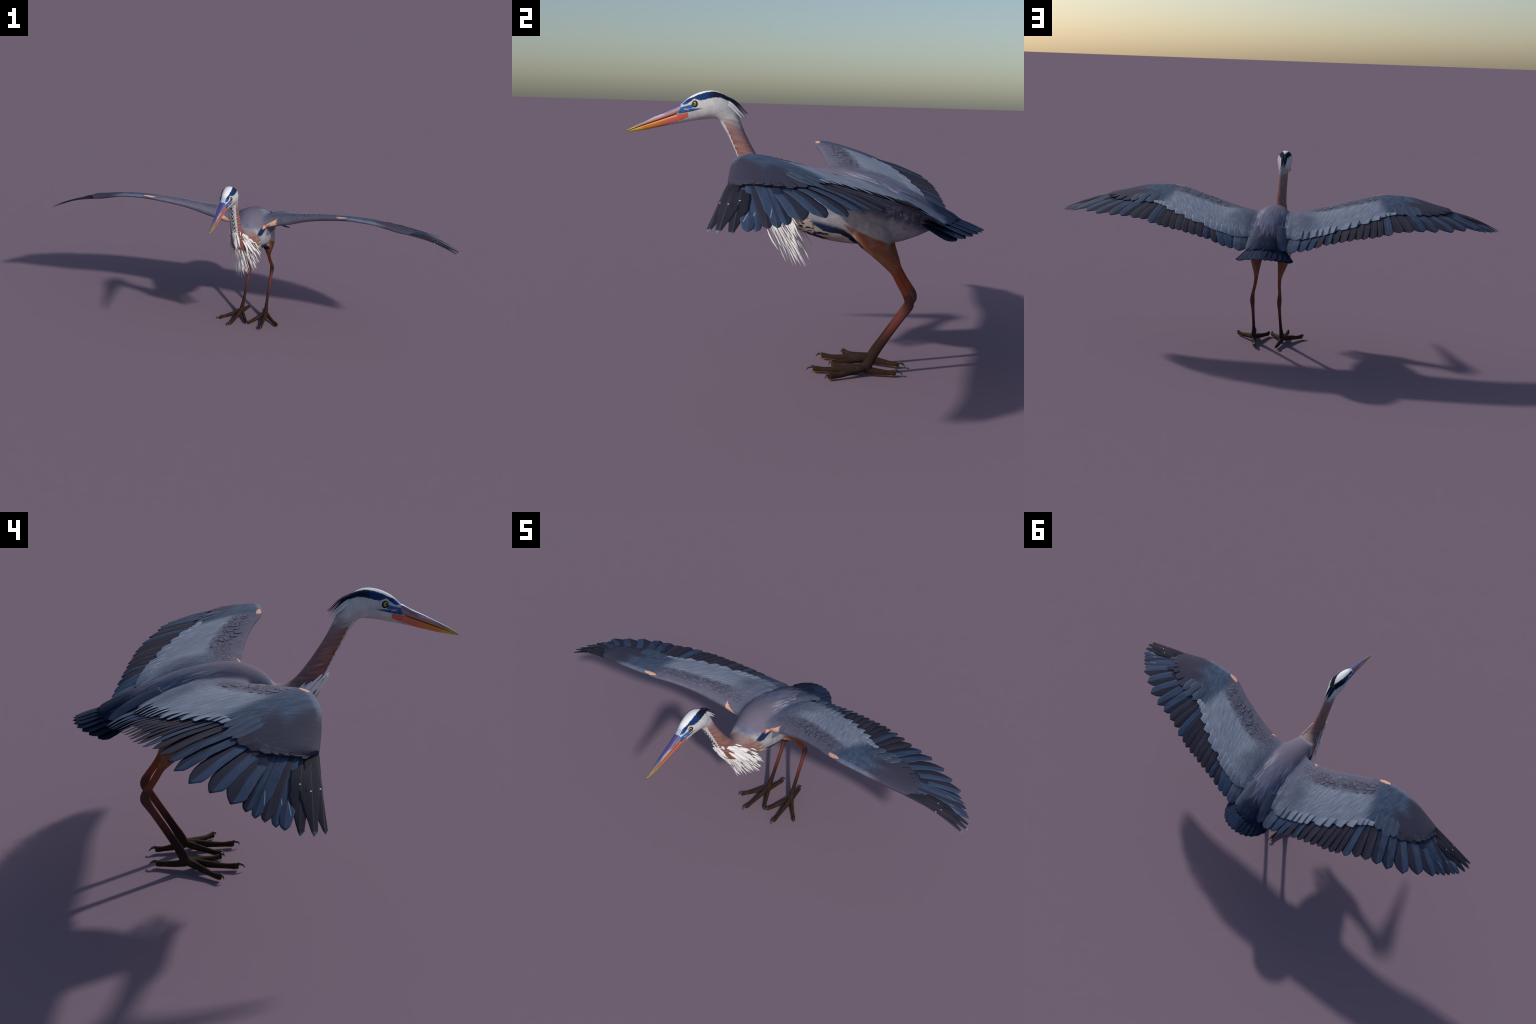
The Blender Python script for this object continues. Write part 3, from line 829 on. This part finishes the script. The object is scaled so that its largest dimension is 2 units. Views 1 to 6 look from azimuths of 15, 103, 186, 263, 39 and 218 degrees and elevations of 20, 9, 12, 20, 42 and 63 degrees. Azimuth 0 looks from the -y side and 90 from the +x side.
def place_feather(name, path, up, width, kind, mat, parents, tilt=0.0, outer=None, seed=0, both=True, props=None, **kw):
    """path: world points along the shaft (for the +x side); builds the mesh in a local frame and mirrors it."""
    path = np.asarray(path, float)
    ex = unit(path[-1] - path[0])
    ez = unit(up - ex * np.dot(up, ex))
    ey = np.cross(ez, ex)
    if tilt:
        ct, st = math.cos(tilt), math.sin(tilt)
        ey, ez = ey * ct - ez * st, ez * ct + ey * st      # leading edge up
    rel = path - path[0]
    spine = np.stack([rel @ ex, rel @ ez], 1)
    swing = rel @ ey
    me = feather_mesh(name, spine, width, kind, mat, seed=seed, **kw)
    if np.abs(swing).max() > 1e-4:          # sideways curve of the shaft
        xs = spine[:, 0]
        for v in me.vertices:
            v.co.y += float(np.interp(v.co.x, xs, swing))
    R = Matrix(((ex[0], ey[0], ez[0], path[0][0]), (ex[1], ey[1], ez[1], path[0][1]), (ex[2], ey[2], ez[2], path[0][2]), (0, 0, 0, 1)))
    for sx in ((1, -1) if both else (1,)):
        ob = bpy.data.objects.new(name, me)
        bpy.context.scene.collection.objects.link(ob)
        ob.parent = parents[sx]
        ob.matrix_basis = R if sx == 1 else MIRROR @ R
        for kk, vv2 in (props or {}).items():
            ob[kk] = vv2
    return R


# flight feather tips (13 primaries, then 15 secondaries), measured outline of the open wing
TIPS = [(0.990, 0.013, 0.527), (0.999, 0.036, 0.527), (0.992, 0.061, 0.525), (0.976, 0.087, 0.529), (0.961, 0.102, 0.529), (0.946, 0.121, 0.533), (0.929, 0.138, 0.534), (0.907, 0.153, 0.538),
        (0.884, 0.176, 0.546), (0.828, 0.212, 0.547), (0.772, 0.250, 0.545), (0.702, 0.278, 0.546), (0.650, 0.289, 0.547), (0.596, 0.304, 0.544), (0.554, 0.320, 0.543), (0.509, 0.342, 0.532),
        (0.469, 0.354, 0.526), (0.443, 0.365, 0.521), (0.407, 0.373, 0.516), (0.380, 0.376, 0.513), (0.348, 0.386, 0.507), (0.316, 0.393, 0.501), (0.282, 0.400, 0.494), (0.254, 0.406, 0.489),
        (0.214, 0.417, 0.477), (0.180, 0.426, 0.466), (0.148, 0.432, 0.460), (0.110, 0.440, 0.453)]
# where each shaft passes the covert edge (span fraction s of the wing sections)
CROSS = [0.985, 0.965, 0.948, 0.968, 0.952, 0.936, 0.918, 0.898, 0.872, 0.835, 0.775, 0.735, 0.69, 0.615, 0.570, 0.535, 0.49, 0.46, 0.437, 0.415, 0.39, 0.368, 0.342, 0.31, 0.27, 0.235, 0.19, 0.12]
WIDTH = [0.036, 0.042, 0.044, 0.040, 0.037, 0.037, 0.040, 0.044, 0.056, 0.064, 0.066, 0.061, 0.058, 0.060, 0.052, 0.052, 0.046, 0.043, 0.044, 0.043, 0.045, 0.045, 0.044, 0.045, 0.048, 0.045, 0.046, 0.058]
LOOK = ["edge_dark", "edge_dark", "edge_dark", "blue", "blue", "dark", "blue", "inkblue", "split", "split", "split", "inkblue", "inkblue", "grey", "dark", "blue", "dark", "dark", "dark", "grey", "dark", "grey", "dark", "inkblue", "grey", "blue", "blue", "slate"]
KIND = ["finger"] * 3 + ["pointed"] * 5 + ["slant"] * 4 + ["round"] * 16
FLECK = [(0.880, 0.002, 0.573), (0.890, 0.021, 0.572), (0.868, 0.037, 0.578)]
for i, tip in enumerate(TIPS):
    tip = V(*tip)
    if i >= 8:          # the listed points are where the vane starts to round off
        tip = tip + unit(tip - wing_top(CROSS[i], 1.0)) * 0.0065 + V(0, 0, 0.003)
    s = CROSS[i]
    mid = wing_top(s, 1.0) - wing_normal(s) * (0.0055 - 0.0004 * min(max(i - 3, 0), 8))
    vr = 0.30 if i > 12 else 0.25
    s_root = s * 0.80 + 0.10 if i <= 12 else s + 0.02
    root = wing_top(s_root, 0.45) - wing_normal(s_root) * 0.006
    if i <= 2:          # the three leading quills continue the front edge of the hand
        root = (V(0.690, -0.010, 0.614), V(0.690, -0.001, 0.612), V(0.690, 0.010, 0.610))[i]
        mid = (V(0.800, 0.004, 0.595), V(0.800, 0.010, 0.595), V(0.800, 0.025, 0.595))[i]
    # piecewise: root -> covert edge -> tip, gently curved
    L1, L2 = np.linalg.norm(mid - root), np.linalg.norm(tip - mid)
    bow = (mid * 0.5 + tip * 0.5 + V(0, 0, 0.004)) if i > 2 else (V(0.885, 0.0125, 0.5715), V(0.890, 0.022, 0.572), V(0.872, 0.038, 0.577))[i]
    P = spline([root, mid, bow, tip], 34)
    a, b = TIPS[max(i - 1, 0)], TIPS[min(i + 1, len(TIPS) - 1)]
    span = unit(V(*a) - V(*b))
    up = np.cross(unit(tip - mid), span)
    up = up if up[2] > 0 else -up
    nm = "primary_feather" if i <= 12 else "secondary_feather"
    props = None
    if i <= 2:
        ex = unit(P[-1] - P[0])
        props = {"fleck": float((V(*FLECK[i]) - P[0]) @ ex)}
    if i in (3, 4, 6):
        props = {"tick": float(np.linalg.norm(P[-1] - P[0]) * 0.80)}
    place_feather(nm, P, up, WIDTH[i], KIND[i], MAT[LOOK[i]], wings, tilt=0.075 if i > 2 else 0.03, outer_share=0.42 if i > 2 else 0.38, seed=i, props=props)

# coverts: rows laid over the bed like shingles
row = 0


def covert(name, s_tip, v_tip, s_root, v_root, width, mat, lift, kind="covert", tilt=0.006, tip=None, seed=0):
    t = wing_top(s_tip, min(v_tip, 1.0), lift) if tip is None else V(*tip)
    if v_tip > 1.0:
        e = wing_top(s_tip, 1.0, lift)
        t = e + (e - wing_top(s_tip, 0.9, lift)) * (v_tip - 1) / 0.1
    pts = [wing_top(s_root, v_root, -0.003)]
    for q in (0.35, 0.7):
        pts.append(wing_top(s_root + (s_tip - s_root) * q, v_root + (min(v_tip, 1.0) - v_root) * q, -0.0004 if q < 0.5 else lift * 0.6))
    pts.append(t)
    place_feather(name, spline(pts, 18), wing_normal(s_tip), width, kind, mat, wings, tilt=tilt, camber=0.006, thick=0.0004, nx=24, seed=seed)


r0 = np.random.default_rng(3)
NG = 13
for i in range(NG):
    s = 0.575 - (0.575 - 0.125) * i / (NG - 1) + r0.uniform(-0.004, 0.004)
    covert("greater_covert", s, 1.025 + r0.uniform(-0.02, 0.02), s + 0.008, 0.84 + r0.uniform(-0.04, 0.04), 0.060 + r0.uniform(-0.005, 0.005), MAT["light"] if i < 11 else MAT["inner"], 0.0005, seed=100 + i)
# primary coverts, longest near the wrist
PCOV = [(0.564, 0.171, 0.594, "bluecov", 0.040), (0.616, 0.181, 0.586, "bluecov", 0.042), (0.642, 0.158, 0.595, "bluecov", 0.036), (0.680, 0.146, 0.594, "covert", 0.048), (0.720, 0.124, 0.594, "covert", 0.044), (0.753, 0.100, 0.600, "covert", 0.036),
        (0.770, 0.079, 0.603, "covert", 0.030), (0.779, 0.060, 0.605, "covert", 0.026), (0.783, 0.042, 0.605, "covert", 0.024), (0.784, 0.026, 0.604, "covert", 0.024), (0.780, 0.010, 0.603, "covert", 0.024)]
for i, (px, py, pz, mm, pw) in enumerate(PCOV):
    d = np.linalg.norm(WE - V(px, py, pz), axis=1)
    s = float(np.argmin(d)) / (NS - 1)
    sr = 0.60 + (s - 0.60) * 0.95
    covert("primary_covert", s, 1.0, sr, 0.45 if i < 3 else 0.78, pw, MAT[mm], 0.0008, tip=(px, py, pz + 0.001), kind="covert", seed=180 + i)

# small scale-like lesser coverts, one joined part per wing
sv, sf = [], []
for v in np.arange(0.13, 0.32, 0.06):
    n = 15
    for j in range(n):
        s = 0.25 + (0.50 - 0.25) * (j + (0.5 if int(v * 100) % 2 else 0) + r0.uniform(-0.45, 0.45)) / n
        if r0.random() < 0.5:
            continue
        vv0 = v + r0.uniform(-0.025, 0.025)
        a, b = wing_top(s + 0.006, vv0 - 0.05, -0.0016), wing_top(s, vv0 + 0.03, r0.uniform(-0.0002, 0.0008))
        ax_ = unit(b - a)
        ln = np.linalg.norm(b - a)
        nn = wing_normal(s)
        sd = np.cross(nn, ax_)
        w = 0.0105 * r0.uniform(0.75, 1.3)
        rr = []
        for q in np.linspace(0, 1, 7):
            hw = w * math.sqrt(max(0.02, 1 - max(0, (q - 0.45) / 0.55) ** 2)) * (0.6 + 0.4 * min(1, q / 0.4))
            cpt = a + (b - a) * q + nn * 0.0004 * math.sin(math.pi * min(q, 0.9))
            rr.append([cpt + sd * hw * c2 + nn * (0.0004 * (1 - c2 * c2) * z2) for c2, z2 in ((-1, 0), (-0.5, 1), (0, 1), (0.5, 1), (1, 0), (0.5, -1), (0, -1), (-0.5, -1))])
        loft(rr, sv, sf)
SM = scale_material()
for sx in (1, -1):
    ob = mesh_object("lesser_coverts", [p * V(sx, 1, 1) for p in map(np.array, sv)], sf, SM, wings[sx])
    ob["kind"] = "stuff"

# tertials beside the rump
place_feather("tertial_feather", quad_curve(V(0.050, 0.300, 0.540), V(0.060, 0.375, 0.5045), V(0.072, 0.441, 0.4600), 26), V(0.30, 0.35, 0.9), 0.052, "covert", MAT["slate"], {1: torso, -1: torso}, tilt=0.0, camber=0.10, seed=300)

# tail fan
tail = bpy.data.objects.new("tail", None)
bpy.context.scene.collection.objects.link(tail)
tail.parent = heron
for i in range(12):
    f = (i - 5.5) / 5.5
    tip = V(0.107 * math.sin(f * 1.25) / math.sin(1.25), 0.541 - 0.074 * abs(f) ** 2.1, 0.438 - 0.022 * abs(f) ** 2)
    root = V(0.058 * f, 0.385, 0.489 - 0.034 * f * f)
    mid = (root + tip) / 2 + V(0, 0, 0.004 - 0.0012 * abs(i - 5.5))
    path = quad_curve(root, mid, tip, 26)
    place_feather("tail_feather", path, V(f * 0.30, 0.45, 0.9), 0.054, "covert", MAT["tail"], {1: tail}, tilt=-0.05 * (1 if f > 0 else -1), outer_share=0.5, both=False, seed=320 + i)
for i in range(7):
    f = (i - 3) / 3
    tip = V(0.060 * f, 0.474 - 0.020 * f * f, 0.4660 - 0.008 * f * f)
    root = V(0.035 * f, 0.385, 0.5085 - 0.014 * f * f)
    place_feather("tail_covert", quad_curve(root, (root + tip) / 2 + V(0, 0, 0.002), tip, 18), V(f * 0.3, 0.45, 0.9), 0.042, "covert", MAT["tail"], {1: torso}, outer_share=0.5, both=False, camber=0.1, seed=340 + i)

# ------------------------------------------------------------- bill and eyes
MOUTH = [(-0.335, 0.7525), (-0.351, 0.7475), (-0.40, 0.7305), (-0.44, 0.7165), (-0.48, 0.703), (-0.51, 0.6925), (-0.535, 0.6838), (-0.5425, 0.6815)]
CULM = [(-0.335, 0.7600), (-0.362, 0.7690), (-0.40, 0.7520), (-0.44, 0.7350), (-0.48, 0.7165), (-0.51, 0.7020), (-0.532, 0.6900), (-0.5435, 0.6825)]
GON = [(-0.335, 0.7200), (-0.350, 0.7160), (-0.40, 0.7055), (-0.44, 0.6970), (-0.48, 0.6885), (-0.51, 0.6835), (-0.532, 0.6805), (-0.5420, 0.6795)]
BW = [0.0150, 0.0172, 0.0142, 0.0112, 0.0086, 0.0062, 0.0038, 0.0014]
for name, edge, sign in (("upper_bill", CULM, 1), ("lower_bill", GON, -1)):
    st = spline([(m[0], m[1], e[0], e[1], w) for m, e, w in zip(MOUTH, edge, BW)], 60)
    rings = []
    for my, mz, ey_, ez_, w in st:
        m, e = V(0, my, mz + 0.0006 * sign), V(0, ey_, ez_)
        ring = []
        for q in np.linspace(0, 1, 13):                     # over the ridge from side to side
            a = math.pi * q
            ring.append(m + (e - m) * math.sin(a) ** 0.85 + V(1, 0, 0) * w * (0.985 if sign > 0 else 0.94) * math.copysign(abs(math.cos(a)) ** 0.8, math.cos(a)))
        ring += [m + V(1, 0, 0) * w * c2 for c2 in (-0.6, 0.0, 0.6)]
        rings.append(ring)
    vs, fs = [], []
    loft(rings, vs, fs)
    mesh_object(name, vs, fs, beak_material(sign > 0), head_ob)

EM = eye_material()
vs, fs = [], []
ey_r = 0.0082
ring_n = 24
for i in range(1, 14):
    a = math.pi * i / 14
    vs += [(-ey_r * math.cos(a), ey_r * math.sin(a) * math.cos(b), ey_r * math.sin(a) * math.sin(b)) for b in np.linspace(0, 2 * math.pi, ring_n, endpoint=False)]
for i in range(12):
    for j in range(ring_n):
        fs.append((i * ring_n + j, i * ring_n + (j + 1) % ring_n, (i + 1) * ring_n + (j + 1) % ring_n, (i + 1) * ring_n + j))
fs.append(tuple(range(ring_n)))
fs.append(tuple(12 * ring_n + j for j in range(ring_n)))
eye = mesh_object("eye", vs, fs, EM, head_ob)
eye2 = bpy.data.objects.new("eye", eye.data)
bpy.context.scene.collection.objects.link(eye2)
eye2.parent = head_ob
for ob, sx in ((eye, 1), (eye2, -1)):
    M4 = Matrix.Translation((0.0190, -0.3165, 0.7695)) @ Matrix.Rotation(-0.42, 4, "Z") @ Matrix.Rotation(-0.12, 4, "Y")
    ob.matrix_basis = M4 if sx > 0 else MIRROR @ M4

# --------------------------------------------------------------------- claws
CM = claw_material()
CLAWS = [((0.0770, 0.077, 0.0165), (0.0785, 0.064, 0.0150), (0.0795, 0.0555, 0.0050)), ((0.1445, 0.1335, 0.0165), (0.1500, 0.127, 0.0150), (0.1535, 0.1235, 0.0055)),
         ((0.0085, 0.1215, 0.0165), (0.0052, 0.1145, 0.0150), (0.0032, 0.1095, 0.0055)), ((0.0482, 0.311, 0.0165), (0.0462, 0.325, 0.0150), (0.0450, 0.334, 0.0045))]
for sx in (1, -1):
    for a, m, b in CLAWS:
        vs, fs = [], []
        path = quad_curve(V(*a), V(*m), V(*b), 14)
        rad = np.linspace(1, 0.06, 14) ** 0.75 * 0.0054
        tube([(p[0] * sx, p[1], p[2], r * 0.8, r) for p, r in zip(path, rad)], vs, fs, 12, side=(0.6, 0.4, 0.0))
        mesh_object("claw", vs, fs, CM, feet[sx])

# ------------------------------------------------- crest and breast plumes
BOTHHEAD = {1: head_ob, -1: head_ob}
place_feather("crest_plume", spline([(0.0075, -0.235, 0.797), (0.0075, -0.210, 0.787), (0.0070, -0.190, 0.774), (0.0065, -0.162, 0.745)], 20), V(0.25, 0.7, 0.7), 0.0105, "plume", MAT["ink"], BOTHHEAD, camber=0.1, seed=400)
place_feather("crest_plume", spline([(0.0115, -0.238, 0.794), (0.0115, -0.212, 0.783), (0.0105, -0.195, 0.770), (0.0090, -0.170, 0.744)], 20), V(0.4, 0.7, 0.6), 0.0080, "plume", MAT["ink"], BOTHHEAD, camber=0.1, seed=401)
place_feather("nape_plume", spline([(0.0190, -0.232, 0.783), (0.0185, -0.210, 0.772), (0.0165, -0.195, 0.757), (0.0140, -0.173, 0.731)], 20), V(0.7, 0.6, 0.4), 0.018, "plume", MAT["greyplume"], BOTHHEAD, camber=0.1, seed=402)
place_feather("nape_plume", spline([(0.0150, -0.232, 0.788), (0.0145, -0.208, 0.776), (0.0130, -0.190, 0.760), (0.0115, -0.166, 0.733)], 20), V(0.5, 0.7, 0.5), 0.011, "plume", MAT["greyplume"], BOTHHEAD, camber=0.1, seed=403)

rp = np.random.default_rng(11)
plume_meshes = []
# a fan of long white plumes hangs from the lower foreneck; q runs from its middle round to its upper side edge
FAN_TIP = stations([(0.0, -0.055, 0.352), (0.004, 0.004, 0.282), (0.030, 0.030, 0.296), (0.062, 0.035, 0.330), (0.082, 0.020, 0.378), (0.072, 0.022, 0.440)], 101)
FAN_ROOT = stations([(0.0, -0.170, 0.578), (0.004, -0.168, 0.576), (0.015, -0.164, 0.580), (0.020, -0.150, 0.570), (0.025, -0.122, 0.550), (0.027, -0.106, 0.536)], 101)
NPL = 300
for j in range(NPL):
    q = (j // 2 * 0.618034) % 1.0
    sx = 1 if j % 2 == 0 else -1
    g = rp.normal(0, 1, 3)
    R0 = FAN_ROOT[int(100 * q)] + g * V(0.003, 0.005, 0.006)
    T0 = FAN_TIP[int(100 * q)] + rp.normal(0, 1, 3) * V(0.009, 0.009, 0.010)
    M0 = R0 * 0.5 + T0 * 0.5 + unit(V(0.45, -0.6, -0.55)) * (-0.006 + rp.normal(0, 0.005))
    start = 0.80 * ((j * 0.754877) % 1.0) ** 1.35
    end = min(1.0, start + rp.uniform(0.20, 0.36) * (1.25 if start < 0.3 else 0.9))
    full = quad_curve(R0, M0, T0, 80)
    path = full[np.linspace(79 * start, 79 * min(end, 1.0), 14).astype(int)]
    path = path * V(sx, 1, 1) + np.sin(np.linspace(0, 3.1, 14))[:, None] * rp.normal(0, 0.002, 3)
    w = (0.0135 - 0.0115 * min(1.0, start / 0.62)) * rp.uniform(0.75, 1.25) + 0.0014
    up = unit(V((0.55 + 0.5 * q) * sx + rp.normal(0, 0.3), -0.6 + 0.2 * q, -0.05 + 0.45 * q + rp.normal(0, 0.2)))
    place_feather("breast_plume", path, up, w, "lance", MAT["plume"], {1: neck_ob}, outer_share=0.5, both=False, camber=0.05, thick=0.0007, ny=2, seed=500 + j)
# short pale feather points fringe the foreneck stripe
for j in range(26):
    t = j / 25
    y0, z0 = -0.231 + 0.080 * t, 0.700 - 0.152 * t
    for sx in (1, -1):
        xx = 0.006 + rp.uniform(0, 0.006)
        a = V(xx * sx, y0 + 0.006, z0 + 0.004)
        b = a + V(rp.uniform(-0.002, 0.003) * sx, 0.0065 + rp.uniform(0, 0.004), -0.018 - rp.uniform(0, 0.008))
        m = (a + b) / 2 + V(0, -0.0015, -0.0005)
        place_feather("foreneck_feather", quad_curve(a, m, b, 10), V(0.3 * sx, -0.9, -0.35), 0.0055, "plume", MAT["greyplume"], {1: neck_ob}, outer_share=0.5, both=False, thick=0.0008, ny=2, seed=900 + j)

bpy.context.view_layer.update()
